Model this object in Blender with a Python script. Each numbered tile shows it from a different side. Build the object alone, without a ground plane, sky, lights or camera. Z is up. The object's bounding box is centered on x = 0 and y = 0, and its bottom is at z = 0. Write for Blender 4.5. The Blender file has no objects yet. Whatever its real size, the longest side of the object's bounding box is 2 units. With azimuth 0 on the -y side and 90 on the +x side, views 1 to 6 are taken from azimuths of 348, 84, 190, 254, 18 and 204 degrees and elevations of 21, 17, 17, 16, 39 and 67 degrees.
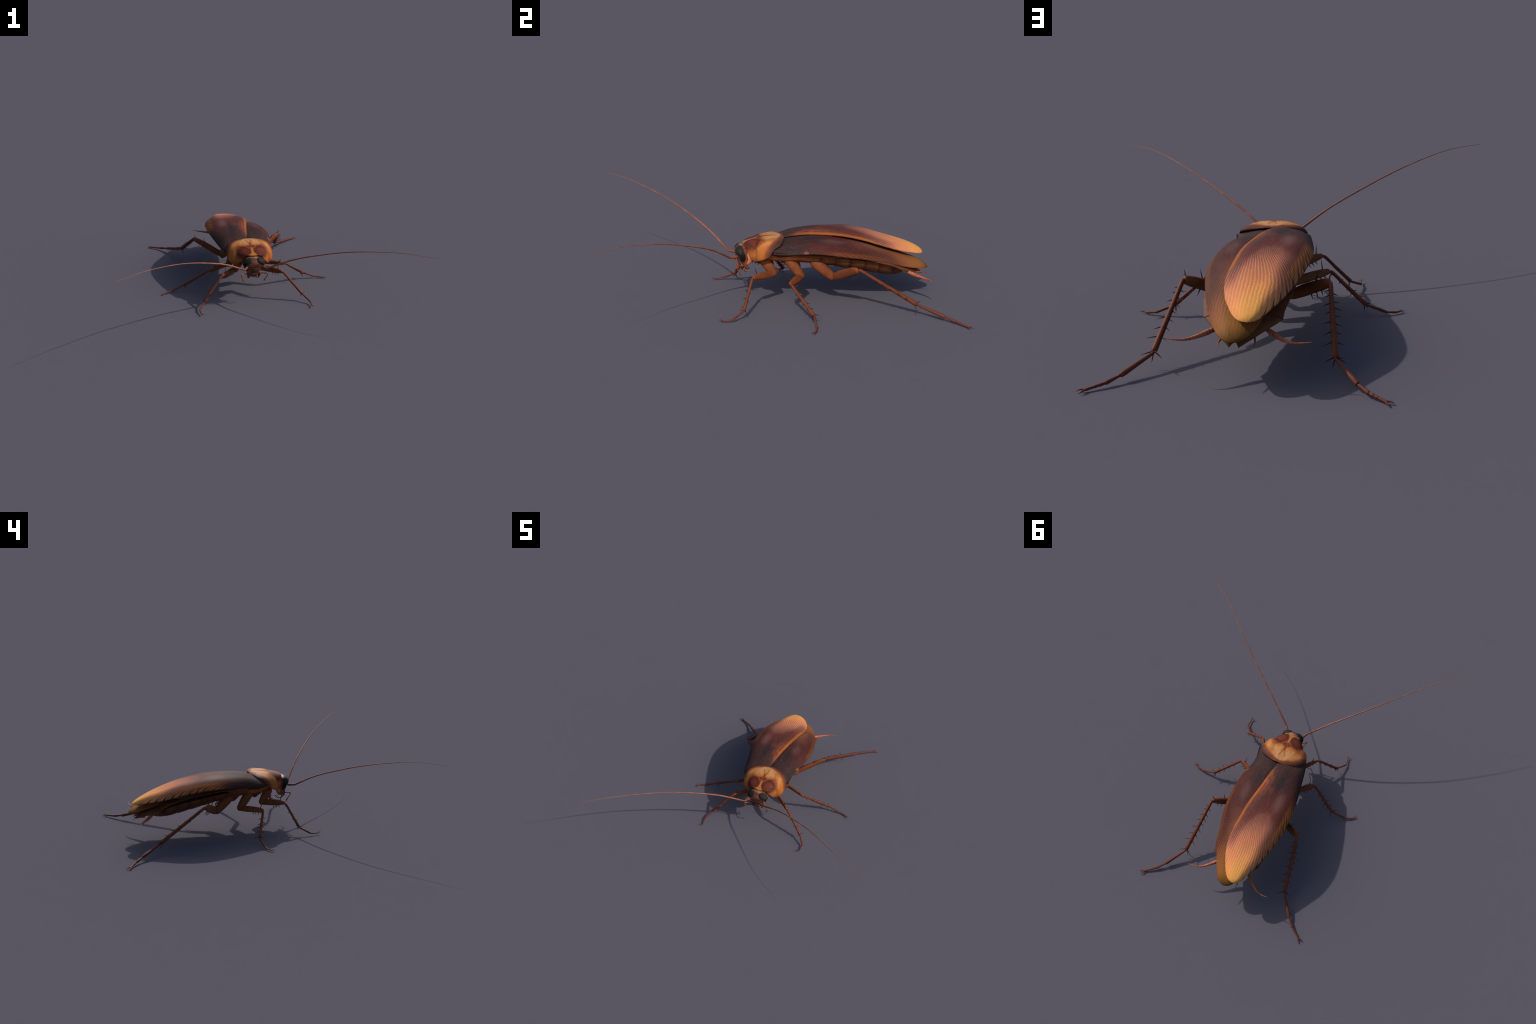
"""A long-winged reddish-brown cockroach standing on six spiny legs, head towards -y."""
import bpy, bmesh, math, random
from mathutils import Vector, Matrix, noise as mnoise

random.seed(7)
V = Vector
UP = V((0, 0, 1))

# ------------------------------------------------------------------ helpers
def catmull(ctrl, n, closed=False):
    """n points along a Catmull-Rom curve through ctrl (tuples of any length)."""
    c = [tuple(p) for p in ctrl]
    dim = len(c[0])
    ext = [tuple(2 * a - b for a, b in zip(c[0], c[1]))] + c + [tuple(2 * a - b for a, b in zip(c[-1], c[-2]))]
    m = len(c) - 1
    out = []
    for k in range(n):
        t = m * k / (n - 1)
        i = min(int(t), m - 1)
        u = t - i
        p = ext[i:i + 4]
        out.append(tuple(0.5 * (2 * p[1][d] + (p[2][d] - p[0][d]) * u
                                + (2 * p[0][d] - 5 * p[1][d] + 4 * p[2][d] - p[3][d]) * u * u
                                + (3 * p[1][d] - p[0][d] - 3 * p[2][d] + p[3][d]) * u ** 3) for d in range(dim)))
    return out


def even(ctrl, n):
    """Catmull-Rom resampled to equal arc length, as Vectors."""
    pts = [V(p) for p in catmull(ctrl, 40 * len(ctrl))]
    acc = [0.0]
    for a, b in zip(pts, pts[1:]):
        acc.append(acc[-1] + (b - a).length)
    out, j = [], 0
    for k in range(n):
        d = acc[-1] * k / (n - 1)
        while j < len(acc) - 2 and acc[j + 1] < d:
            j += 1
        f = (d - acc[j]) / max(acc[j + 1] - acc[j], 1e-9)
        out.append(pts[j].lerp(pts[j + 1], min(max(f, 0), 1)))
    return out


def interp(table, x):
    """Smooth-ish lookup in [(x, v...)] rows: linear between rows."""
    if x <= table[0][0]:
        return table[0][1:]
    for a, b in zip(table, table[1:]):
        if x <= b[0]:
            f = (x - a[0]) / (b[0] - a[0])
            return tuple(p + (q - p) * f for p, q in zip(a[1:], b[1:]))
    return table[-1][1:]


def make(name, verts, faces, mat, parent, smooth=True, angle=None):
    me = bpy.data.meshes.new(name)
    me.from_pydata([tuple(v) for v in verts], [], faces)
    bm = bmesh.new()
    bm.from_mesh(me)
    bmesh.ops.remove_doubles(bm, verts=bm.verts, dist=1e-6)
    bmesh.ops.recalc_face_normals(bm, faces=bm.faces)
    if angle is not None:
        for e in bm.edges:
            if len(e.link_faces) == 2 and e.calc_face_angle(0) > math.radians(angle):
                e.smooth = False
    bm.to_mesh(me)
    bm.free()
    for p in me.polygons:
        p.use_smooth = smooth
    me.materials.append(mat)
    ob = bpy.data.objects.new(name, me)
    bpy.context.scene.collection.objects.link(ob)
    if parent:
        ob.parent = parent
    return ob


def grid_faces(rows, cols, wrap=False, off=0):
    f = []
    for i in range(rows - 1):
        for j in range(cols if wrap else cols - 1):
            k = (j + 1) % cols
            f.append((off + i * cols + j, off + i * cols + k, off + (i + 1) * cols + k, off + (i + 1) * cols + j))
    return f


def superxy(a, n):
    """Unit superellipse point at angle a."""
    c, s = math.cos(a), math.sin(a)
    return (math.copysign(abs(c) ** (2 / n), c), math.copysign(abs(s) ** (2 / n), s))


def sweep(path, prof, wide, cols=14, power=2.0):
    """Closed tube along path. prof: rows (s, half_wide, half_thin); wide: direction of the wide axis."""
    n = len(path)
    verts = []
    wide = V(wide)
    for i, p in enumerate(path):
        d = (path[min(i + 1, n - 1)] - path[max(i - 1, 0)]).normalized()
        w = (wide - d * wide.dot(d)).normalized()
        t = d.cross(w)
        a, b = interp(prof, i / (n - 1))
        for k in range(cols):
            x, y = superxy(2 * math.pi * k / cols, power)
            verts.append(p + w * (a * x) + t * (b * y))
    faces = grid_faces(n, cols, True)
    faces.append(tuple(range(cols)))
    faces.append(tuple(range((n - 1) * cols, n * cols)))
    return verts, faces


def rounded(prof, r=0.06):
    """Round the two ends of a sweep profile."""
    a0, a1 = prof[0], prof[-1]
    mid = [p for p in prof if r < p[0] < 1 - r]
    def at(s):
        return interp(prof, s)
    out = []
    for k in (0.0, 0.1, 0.3, 0.6, 1.0):
        s = r * k
        f = max(math.sqrt(1 - (1 - k) ** 2), 0.12)
        w = at(s)
        out.append((s, w[0] * f, w[1] * f))
    out += mid
    for k in (1.0, 0.6, 0.3, 0.1, 0.0):
        s = 1 - r * k
        f = max(math.sqrt(1 - (1 - k) ** 2), 0.12)
        w = at(s)
        out.append((s, w[0] * f, w[1] * f))
    return out


def lerp_path(a, b, n):
    a, b = V(a), V(b)
    return [a.lerp(b, i / (n - 1)) for i in range(n)]


# ------------------------------------------------------------------ node builder
class G:
    def __init__(self, name, rough=0.55, spec=0.25, coat=0.0):
        self.mat = bpy.data.materials.new(name)
        self.mat.use_nodes = True
        self.t = self.mat.node_tree
        self.t.nodes.clear()
        self.out = self.t.nodes.new('ShaderNodeOutputMaterial')
        self.bsdf = self.t.nodes.new('ShaderNodeBsdfPrincipled')
        self.t.links.new(self.bsdf.outputs[0], self.out.inputs[0])
        self.bsdf.inputs['Roughness'].default_value = rough
        self.bsdf.inputs['Specular IOR Level'].default_value = spec
        self.bsdf.inputs['Coat Weight'].default_value = coat
        self.bsdf.inputs['Coat Roughness'].default_value = 0.3
        tc = self.t.nodes.new('ShaderNodeTexCoord')
        self.obj = tc.outputs['Object']
        sep = self.t.nodes.new('ShaderNodeSeparateXYZ')
        self.t.links.new(self.obj, sep.inputs[0])
        self.x, self.y, self.z = sep.outputs

    def put(self, sock, v):
        if isinstance(v, bpy.types.NodeSocket):
            self.t.links.new(v, sock)
        elif isinstance(v, (tuple, list)) and len(v) == 3 and sock.type == 'RGBA':
            sock.default_value = (*v, 1)
        else:
            sock.default_value = v

    def m(self, op, a, b=None, c=None, clamp=False):
        n = self.t.nodes.new('ShaderNodeMath')
        n.operation = op
        n.use_clamp = clamp
        for i, v in enumerate((a, b, c)):
            if v is not None:
                self.put(n.inputs[i], v)
        return n.outputs[0]

    def add(self, a, b): return self.m('ADD', a, b)
    def sub(self, a, b): return self.m('SUBTRACT', a, b)
    def mul(self, a, b): return self.m('MULTIPLY', a, b)
    def absx(self): return self.m('ABSOLUTE', self.x)

    def step(self, v, a, b, lo=0.0, hi=1.0):
        n = self.t.nodes.new('ShaderNodeMapRange')
        n.interpolation_type = 'SMOOTHSTEP'
        self.put(n.inputs[0], v)
        for i, q in enumerate((a, b, lo, hi)):
            self.put(n.inputs[i + 1], q)
        return n.outputs[0]

    def mix(self, f, a, b, blend='MIX'):
        n = self.t.nodes.new('ShaderNodeMix')
        n.data_type = 'RGBA'
        n.blend_type = blend
        self.put(n.inputs[0], f)
        self.put(n.inputs[6], a)
        self.put(n.inputs[7], b)
        return n.outputs[2]

    def vec(self, scale, loc=(0, 0, 0)):
        n = self.t.nodes.new('ShaderNodeMapping')
        self.t.links.new(self.obj, n.inputs[0])
        n.inputs['Scale'].default_value = scale
        n.inputs['Location'].default_value = loc
        return n.outputs[0]

    def noise(self, scale, detail=3, stretch=(1, 1, 1), rough=0.55, loc=(0, 0, 0)):
        n = self.t.nodes.new('ShaderNodeTexNoise')
        self.t.links.new(self.vec(stretch, loc), n.inputs['Vector'])
        n.inputs['Scale'].default_value = scale
        n.inputs['Detail'].default_value = detail
        n.inputs['Roughness'].default_value = rough
        return n.outputs[0]

    def ramp(self, f, stops):
        n = self.t.nodes.new('ShaderNodeValToRGB')
        cr = n.color_ramp
        while len(cr.elements) < len(stops):
            cr.elements.new(0.5)
        for e, (p, c) in zip(cr.elements, stops):
            e.position = p
            e.color = (*c, 1)
        self.put(n.inputs[0], f)
        return n.outputs[0]

    def curve(self, x, pts):
        n = self.t.nodes.new('ShaderNodeFloatCurve')
        c = n.mapping.curves[0]
        while len(c.points) < len(pts):
            c.points.new(0.5, 0.5)
        for p, q in zip(c.points, pts):
            p.location = q
        n.mapping.update()
        self.put(n.inputs['Value'], x)
        return n.outputs[0]

    def done(self, color, bump=None, strength=0.3, dist=0.002):
        self.put(self.bsdf.inputs['Base Color'], color)
        if bump is not None:
            b = self.t.nodes.new('ShaderNodeBump')
            b.inputs['Strength'].default_value = strength
            b.inputs['Distance'].default_value = dist
            self.put(b.inputs['Height'], bump)
            self.t.links.new(b.outputs[0], self.bsdf.inputs['Normal'])
        return self.mat


# ------------------------------------------------------------------ wing outlines (right wing = -x lies on top)
OUT_TOP = [(-.170, -.038, .322), (-.184, .03, .324), (-.198, .108, .331), (-.220, .250, .344), (-.227, .385, .346),
           (-.211, .525, .329), (-.171, .660, .296), (-.122, .785, .274), (-.096, .838, .262), (-.074, .858, .256), (-.052, .867, .254)]
MED_TOP = [(-.004, .000, .360), (.018, .129, .386), (.040, .256, .390), (.064, .376, .384), (.078, .492, .361),
           (.086, .600, .329), (.071, .700, .297), (.036, .785, .272), (.010, .830, .260), (-.018, .857, .255), (-.047, .867, .254)]
OUT_LOW = [(.170, -.038, .318), (.160, .03, .310), (.170, .109, .315), (.195, .210, .321), (.208, .350, .306),
           (.198, .480, .285), (.162, .625, .249), (.118, .750, .209), (.082, .824, .193), (.058, .860, .186), (.034, .879, .181), (.010, .887, .179)]
MED_LOW = [(.004, .010, .358), (-.018, .139, .368), (-.040, .266, .366), (-.064, .386, .347), (-.080, .505, .313),
           (-.090, .615, .272), (-.090, .700, .243), (-.082, .775, .221), (-.063, .828, .204), (-.046, .858, .193), (-.026, .877, .185), (.002, .887, .179)]
RISE_TOP = [(0, .012), (.05, .025), (.13, .039), (.3, .043), (.5, .044), (.7, .046), (.8, .043), (.88, .034), (.94, .022), (.98, .009), (1, 0)]
RISE_LOW = [(0, .015), (.06, .025), (.18, .034), (.35, .040), (.7, .042), (.8, .038), (.88, .030), (.94, .019), (.98, .008), (1, 0)]


def wing_surface(outer, medial, rise, steep, rows=110, cols=48):
    """steep: (share where the shoulder ends, power, exponent); the inner part eases down gently."""
    O, M = even(outer, rows), even(medial, rows)
    hs = catmull(rise, 400)
    pts = []
    for i in range(rows):
        s = i / (rows - 1)
        h = interp(hs, s)[0]
        tc, p, q = steep
        for j in range(cols):
            t = 0.5 - 0.5 * math.cos(math.pi * j / (cols - 1))
            if t < tc:
                g = max(0, 1 - (1 - t / tc) ** p) ** q
            else:
                g = 1 - ((t - tc) / (1 - tc)) ** 3.2
            pts.append(O[i].lerp(M[i], t) + UP * (h * g))
    return pts, rows, cols


def wing_object(name, outer, medial, rise, steep, mat, parent, thick=0.005):
    top, r, c = wing_surface(outer, medial, rise, steep)
    bot = []
    for i in range(r):
        for j in range(c):
            e = math.sin(math.pi * j / (c - 1)) ** 0.4 if 0 < j < c - 1 else 0.0
            e *= min(1.0, (r - 1 - i) / 8)
            bot.append(top[i * c + j] - UP * (0.0012 + thick * e))
    n = r * c
    faces = grid_faces(r, c) + [tuple(reversed(f)) for f in grid_faces(r, c, off=n)]
    for i in range(r - 1):
        for j in (0, c - 1):
            faces.append((i * c + j, (i + 1) * c + j, n + (i + 1) * c + j, n + i * c + j))
    for j in range(c - 1):
        for i in (0, r - 1):
            faces.append((i * c + j, i * c + j + 1, n + i * c + j + 1, n + i * c + j))
    return make(name, top + bot, faces, mat, parent, angle=50)


# ------------------------------------------------------------------ materials
def wing_material(side, outer, medial, dark):
    """side -1: the upper wing; +1: the lower one. Colours follow length (y) and the share t across the wing."""
    g = G('wing_case_chitin', rough=0.6, spec=0.07)
    L = g.m('DIVIDE', g.add(g.y, 0.04), 0.94, clamp=True)
    def edge(tab):
        rows = sorted((max(0, min(1, (p[1] + 0.04) / 0.94)), (p[0] * side + 0.12) / 0.4) for p in tab)
        return g.sub(g.mul(g.curve(L, rows), 0.4), 0.12)
    xo, xm = edge(outer), edge(medial)
    X = g.mul(g.x, float(side))
    t = g.m('DIVIDE', g.sub(xo, X), g.m('MAXIMUM', g.sub(xo, xm), 0.01), clamp=True)
    n_big = g.noise(9, 3, (1.6, .7, 1), loc=(3.1 * side, 0, 0))
    n_str = g.noise(60, 4, (1, .22, 1))
    n_fine = g.noise(170, 3, (1, .8, 1))
    # length with a little ragged noise
    s = g.add(L, g.mul(g.sub(n_big, .5), .16))
    mid_bulge = g.mul(g.step(g.m('ABSOLUTE', g.sub(t, .45)), 0, .5), .13)
    s = g.add(s, g.sub(.04, mid_bulge))
    col = g.ramp(s, [(0.0, (.046, .026, .024)), (.20, (.050, .023, .021)), (.34, (.080, .025, .021)), (.48, (.120, .030, .023)),
                     (.58, (.280, .086, .056)), (.69, (.56, .185, .088)), (.80, (.80, .290, .090)), (.92, (.86, .390, .085))])
    # mottled grey-black and wine-red streaks over the front half
    front = g.step(L, .62, .40)
    dk = g.mul(g.step(n_big, .50, .66), front)
    col = g.mix(g.mul(dk, .75), col, (.030, .026, .028))
    rd = g.mul(g.step(g.noise(22, 4, (1.3, .3, 1), loc=(0, 2 * side, 0)), .5, .75), front)
    col = g.mix(g.mul(rd, .75), col, (.135, .040, .034))
    # two paler patches
    def blob(tc, lc, rt, rl):
        a = g.m('DIVIDE', g.sub(t, tc), rt)
        b = g.m('DIVIDE', g.sub(L, lc), rl)
        return g.step(g.m('SQRT', g.add(g.mul(a, a), g.mul(b, b))), 1.0, .2)
    col = g.mix(g.mul(blob(.36, .37, .18, .11), .55), col, (.20, .098, .085))
    col = g.mix(g.mul(blob(.55, .23, .12, .10), .8), col, (.026, .024, .026))
    col = g.mix(g.mul(blob(.20, .24, .10, .14), .7), col, (.028, .026, .028))
    # wine-red shoulders either side of the pale tail
    sh = g.mul(g.m('MAXIMUM', g.step(t, .36, .16), g.step(t, .74, .88)), g.mul(g.step(L, .12, .3), g.step(L, .82, .60)))
    col = g.mix(g.mul(sh, .85), col, (.115, .030, .022))
    # diagonal orange ribs on both margins
    w_m = g.mul(g.step(L, .10, .24), g.step(L, .74, .58))
    w_o = g.mul(g.step(L, .28, .42), g.step(L, .80, .64))
    med = g.mul(g.step(g.add(t, g.mul(g.sub(n_big, .5), .08)), .915, .965), w_m)
    lat = g.mul(g.step(g.add(t, g.mul(g.sub(n_big, .5), .05)), .17 if not dark else .10, .09 if not dark else .05), w_o)
    rib = g.m('SINE', g.add(g.mul(t, 120.0), g.mul(L, 150.0)))
    rib_m = g.m('SINE', g.add(g.mul(t, -130.0), g.mul(L, 120.0)))
    orange = (.50, .150, .024)  # brightened to offset the shade on the steep outer face
    col = g.mix(g.mul(med, g.step(rib_m, -3.0, .9)), col, (.37, .105, .017))
    col = g.mix(g.mul(lat, g.step(rib, -1.9, 1.0, 0, .42 if dark else .95)), col, orange)
    red_m = g.mul(g.mul(g.step(t, .70, .9), g.mul(g.step(L, .13, .22), g.step(L, .40, .30))), g.step(n_str, .3, .75))
    col = g.mix(g.mul(red_m, .7), col, (.34, .085, .028))
    # fanning longitudinal veins on the rear half
    vein_f = g.mul(g.step(s, .42, .58), g.step(L, 1.0, .80, .25, 1.0))
    wob = g.add(g.mul(g.sub(g.noise(13, 2), .5), 3.5), g.mul(g.sub(g.noise(70, 2, (1, .5, 1)), .5), 3.6))
    spread = g.step(g.y, .38, .70, .45, 1.0)
    fan = g.m('DIVIDE', g.add(X, .02), spread)
    vein = g.m('SINE', g.add(g.mul(fan, 420.0), wob))
    cross = g.m('SINE', g.add(g.mul(L, 360.0), g.mul(n_str, 16.0)))
    net = g.add(g.mul(vein, .85), g.mul(cross, .12))
    amp = g.mul(vein_f, g.step(g.noise(20, 3, (1, .5, 1), loc=(2, 2, 0)), .25, .6, .45, 1.0))
    col = g.mix(g.mul(g.mul(g.step(net, .0, .9), amp), .26), col, (.78, .45, .29))
    col = g.mix(g.mul(g.mul(g.step(net, .0, -.9), amp), .28), col, (.27, .085, .040))
    # fine scratchy grain
    col = g.mix(g.mul(g.step(n_fine, .48, .8), .30), col, (.24, .155, .13))
    col = g.mix(g.mul(g.mul(g.step(n_str, .55, .30), front), .35), col, (.035, .022, .020))
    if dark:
        tone = g.ramp(L, [(0, (.92, .92, .95)), (.5, (.56, .56, .60)), (.72, (.31, .29, .31)), (.92, (.33, .30, .28)), (.985, (.15, .15, .13))])  # darkens the lower wing tailward, occlusion shade baked into its colour
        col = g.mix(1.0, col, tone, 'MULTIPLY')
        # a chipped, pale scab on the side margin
        def spot(px, py, r):
            a, b = g.sub(g.x, px), g.sub(g.y, py)
            return g.step(g.m('SQRT', g.add(g.mul(a, a), g.mul(b, b))), r, r * .75)
        col = g.mix(spot(.178, .137, .012), col, (.20, .035, .03))
        chip = g.mul(spot(.180, .148, .011), g.step(g.noise(150, 1), .42, .50))
        col = g.mix(chip, col, (.22, .13, .08))
    else:
        # dark slanting nicks along the free side margin, and front border painted dark for its down-turned shade
        saw = g.m('FRACT', g.add(g.add(g.mul(L, 18.0), g.mul(t, 8.5)), g.mul(g.sub(n_big, .5), 1.0)))
        half = g.mul(g.sub(1.0, g.m('DIVIDE', t, g.add(.035, g.mul(n_big, .08)))), .17)
        nick = g.mul(g.step(g.sub(g.m('ABSOLUTE', g.sub(saw, .5)), half), .03, -.03), g.step(L, .36, .50))
        col = g.mix(g.mul(nick, .85), col, (.045, .028, .015))
        border = g.mul(g.step(g.add(t, g.mul(g.sub(n_str, .5), .05)), .050, .032), g.step(L, .36, .22))
        col = g.mix(g.mul(border, .85), col, (.038, .020, .020))
    rim = g.m('MAXIMUM', g.step(t, .012, .0), g.step(t, .988, 1.0))
    col = g.mix(g.mul(rim, .45), col, (.05, .025, .012))
    hb = g.add(g.mul(net, amp), g.mul(n_fine, .5))
    return g.done(col, hb, .28, .0016)


def pronotum_material():
    g = G('pronotum_chitin', rough=0.55, spec=0.10)
    ax = g.absx()
    y = g.y
    n1 = g.noise(28, 4)
    n2 = g.noise(9, 3)
    fine = g.noise(120, 3)
    d = g.sub(n1, .5)
    base = g.mix(g.step(n2, .35, .65), (.38, .125, .026), (.44, .172, .046))
    # paler hind centre, more orange flanks
    pale = g.mul(g.mul(g.step(y, -.105, -.05), g.step(ax, .105, .04)), g.step(g.noise(40, 3, (1, .4, 1), loc=(0, 5, 0)), .3, .6))
    base = g.mix(g.mul(pale, .9), base, (.55, .280, .120))
    flank = g.mul(g.step(ax, .095, .135), .75)
    base = g.mix(flank, base, (.40, .120, .023))
    painted_sheen = g.mul(g.mul(g.step(ax, .092, .106), g.step(ax, .132, .114)), g.mul(g.step(y, -.160, -.125), g.step(y, -.025, -.055)))  # whitish highlight along each flank, mixed into the base colour
    base = g.mix(g.mul(painted_sheen, .6), base, (.54, .240, .095))
    streak = g.step(g.noise(30, 3, (.35, 1.0, .35), loc=(1, 0, 0)), .55, .75)
    base = g.mix(g.mul(streak, .45), base, (.31, .080, .018))
    # twin dark blotches with a redder heart, joined behind a pale frontal wedge
    nb = g.sub(g.noise(42, 4, loc=(4, 1, 0)), .5)
    a = g.m('DIVIDE', g.sub(ax, .054), .051)
    b = g.m('DIVIDE', g.sub(g.add(y, .145), g.mul(g.sub(ax, .054), .3)), .050)
    r = g.add(g.m('SQRT', g.add(g.mul(a, a), g.mul(b, b))), g.mul(nb, .7))
    a2 = g.m('DIVIDE', ax, .040)
    b2 = g.m('DIVIDE', g.add(y, .106), .019)
    r2 = g.add(g.m('SQRT', g.add(g.mul(a2, a2), g.mul(b2, b2))), g.mul(nb, .8))
    wedge = g.step(g.sub(ax, g.add(g.mul(g.sub(-.112, y), .13), g.mul(g.step(y, -.172, -.196), .016))), .004, -.002)
    wedge = g.mul(wedge, g.step(y, -.110, -.119))
    keep = g.sub(1.0, g.mul(wedge, .95))
    front_up = g.step(g.z, .298, .330)
    blot = g.mul(front_up, g.m('MAXIMUM', g.step(r, 1.28, .70), g.mul(g.step(r2, 1.1, .4), .95)))
    halo = g.m('MAXIMUM', g.step(r, 1.75, .95), g.step(r2, 1.9, .9))
    heart = g.mul(front_up, g.step(g.add(r, g.mul(nb, .6)), .85, .20))
    col = g.mix(g.mul(g.mul(halo, .75), keep), base, (.33, .085, .018))
    col = g.mix(g.mul(blot, keep), col, (.070, .017, .012))
    col = g.mix(g.mul(g.mul(heart, .8), keep), col, (.165, .030, .016))
    # stem running back and forking in a V
    stem = g.mul(g.step(g.sub(ax, g.add(.0065, g.mul(g.m('MAXIMUM', g.sub(-.085, y), 0.0), .3))), .007, -.004),
                 g.mul(g.step(y, -.135, -.112), g.step(y, -.036, -.066)))
    col = g.mix(g.mul(g.mul(stem, keep), .9), col, (.185, .038, .014))
    fork = g.step(g.m('ABSOLUTE', g.sub(ax, g.add(.003, g.m('MAXIMUM', g.mul(g.add(y, .076), .25), 0.0)))), .0075, .0005)
    fork = g.mul(fork, g.mul(g.step(y, -.080, -.066), g.step(y, -.004, -.018)))
    col = g.mix(g.mul(fork, .60), col, (.22, .048, .015))
    # a short slanting streak on each side
    sl = g.step(g.m('ABSOLUTE', g.sub(ax, g.add(g.sub(.0515, g.mul(y, .43)), g.mul(nb, .01)))), .010, .001)
    sp_a, sp_b = g.sub(ax, .088), g.add(y, .085)
    sp = g.step(g.m('SQRT', g.add(g.mul(sp_a, sp_a), g.mul(sp_b, sp_b))), .012, .003)
    col = g.mix(g.mul(sp, .75), col, (.22, .05, .015))
    sl = g.mul(sl, g.mul(g.step(y, -.100, -.085), g.step(y, -.025, -.06)))
    col = g.mix(g.mul(sl, .45), col, (.26, .065, .015))
    # dark reddish band along the hind margin, blackish at the shoulders
    ax2 = g.mul(ax, ax)
    rear = g.sub(g.sub(.040, g.mul(ax2, 1.3)), g.mul(g.mul(ax2, ax2), 70.0))
    dist = g.add(g.sub(rear, y), g.mul(d, .016))
    bw = g.add(.019, g.mul(ax, .23))
    band = g.step(g.m('DIVIDE', dist, bw), 1.45, .70)
    col = g.mix(g.mul(band, .9), col, (.145, .030, .016))
    col = g.mix(g.mul(g.mul(g.step(g.m('DIVIDE', dist, bw), .75, .25), g.step(ax, .02, .11)), .9), col, (.055, .028, .024))
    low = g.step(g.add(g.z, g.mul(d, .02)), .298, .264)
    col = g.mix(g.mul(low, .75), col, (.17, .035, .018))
    col = g.mix(g.mul(g.step(fine, .5, .75), .05), col, (.66, .40, .22))
    return g.done(col, n1, .15, .002)


def leg_material(name, a, b, c):
    g = G(name, rough=0.55, spec=0.16)
    n1 = g.noise(26, 4)
    n2 = g.noise(130, 3)
    col = g.mix(g.step(n1, .35, .68), a, b)
    col = g.mix(g.mul(g.step(n2, .52, .75), .35), col, c)
    return g.done(col, n2, .18, .0015)


def plain(name, a, b, scale=40, rough=.55, spec=.15, stretch=(1, 1, 1), bump=.15):
    g = G(name, rough=rough, spec=spec)
    n = g.noise(scale, 4, stretch)
    return g.done(g.mix(g.step(n, .35, .68), a, b), n, bump, .0015)


def antenna_material():
    g = G('antenna_chitin', rough=.55, spec=.2)
    r = g.m('SQRT', g.add(g.mul(g.x, g.x), g.mul(g.y, g.y)))
    ring = g.m('SINE', g.mul(r, 900.0))
    n = g.noise(18, 2)
    n2 = g.noise(120, 2)
    col = g.mix(g.step(n, .4, .65), (.24, .068, .036), (.32, .115, .068))
    col = g.mix(g.mul(g.step(ring, .2, 1), .4), col, (.46, .24, .16))
    col = g.mix(g.mul(g.step(n2, .52, .7), .35), col, (.12, .04, .03))
    near = g.step(r, .36, .30)
    col = g.mix(g.mul(near, .6), col, (.16, .042, .024))
    return g.done(col, ring, .2, .001)


def cercus_material():
    g = G('cercus_chitin', rough=.5, spec=.25)
    v = g.add(g.mul(g.absx(), .85), g.mul(g.y, .55))
    ring = g.m('SINE', g.mul(v, 430.0))
    n = g.noise(50, 3)
    col = g.mix(g.step(n, .35, .65), (.33, .070, .030), (.42, .13, .06))
    col = g.mix(g.mul(g.step(ring, .8, .99), .5), col, (.55, .33, .19))
    return g.done(col, ring, .25, .001)


def sternite_material():
    g = G('sternite_chitin', rough=.55, spec=.15)
    n = g.noise(12, 3)
    f = g.noise(90, 3)
    ax = g.absx()
    # yellow-brown cells on a red-brown ground, one to a segment
    ph = g.m('FRACT', g.add(g.mul(g.sub(g.y, .15), 1 / .0845), g.mul(g.sub(n, .5), .25)))
    cell = g.mul(g.step(ph, .12, .5), g.step(ph, 1.0, .75))
    lowb = g.step(n, .38, .6)
    col = g.mix(g.mul(cell, g.mul(lowb, .9)), (.110, .031, .015), (.150, .062, .019))
    col = g.mix(g.mul(g.step(ph, .14, .0), .7), col, (.060, .022, .012))
    col = g.mix(g.mul(g.step(f, .5, .75), .25), col, (.24, .095, .04))
    col = g.mix(g.mul(g.step(g.y, .17, .05), .8), col, (.34, .095, .022))
    return g.done(col, f, .15, .0015)


def thorax_material():
    g = G('thorax_chitin', rough=.55, spec=.15)
    n = g.noise(14, 4)
    f = g.noise(80, 3)
    fore = g.step(g.add(g.y, g.mul(g.sub(n, .5), .12)), .10, .04)
    col = g.mix(g.step(n, .35, .65), (.155, .040, .017), (.190, .055, .020))  # rear tones lowered towards the underside's ambient occlusion
    col = g.mix(fore, col, (.37, .110, .026))
    return g.done(g.mix(g.mul(g.step(f, .5, .75), .25), col, (.32, .10, .035)), f, .15, .0015)


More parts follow.
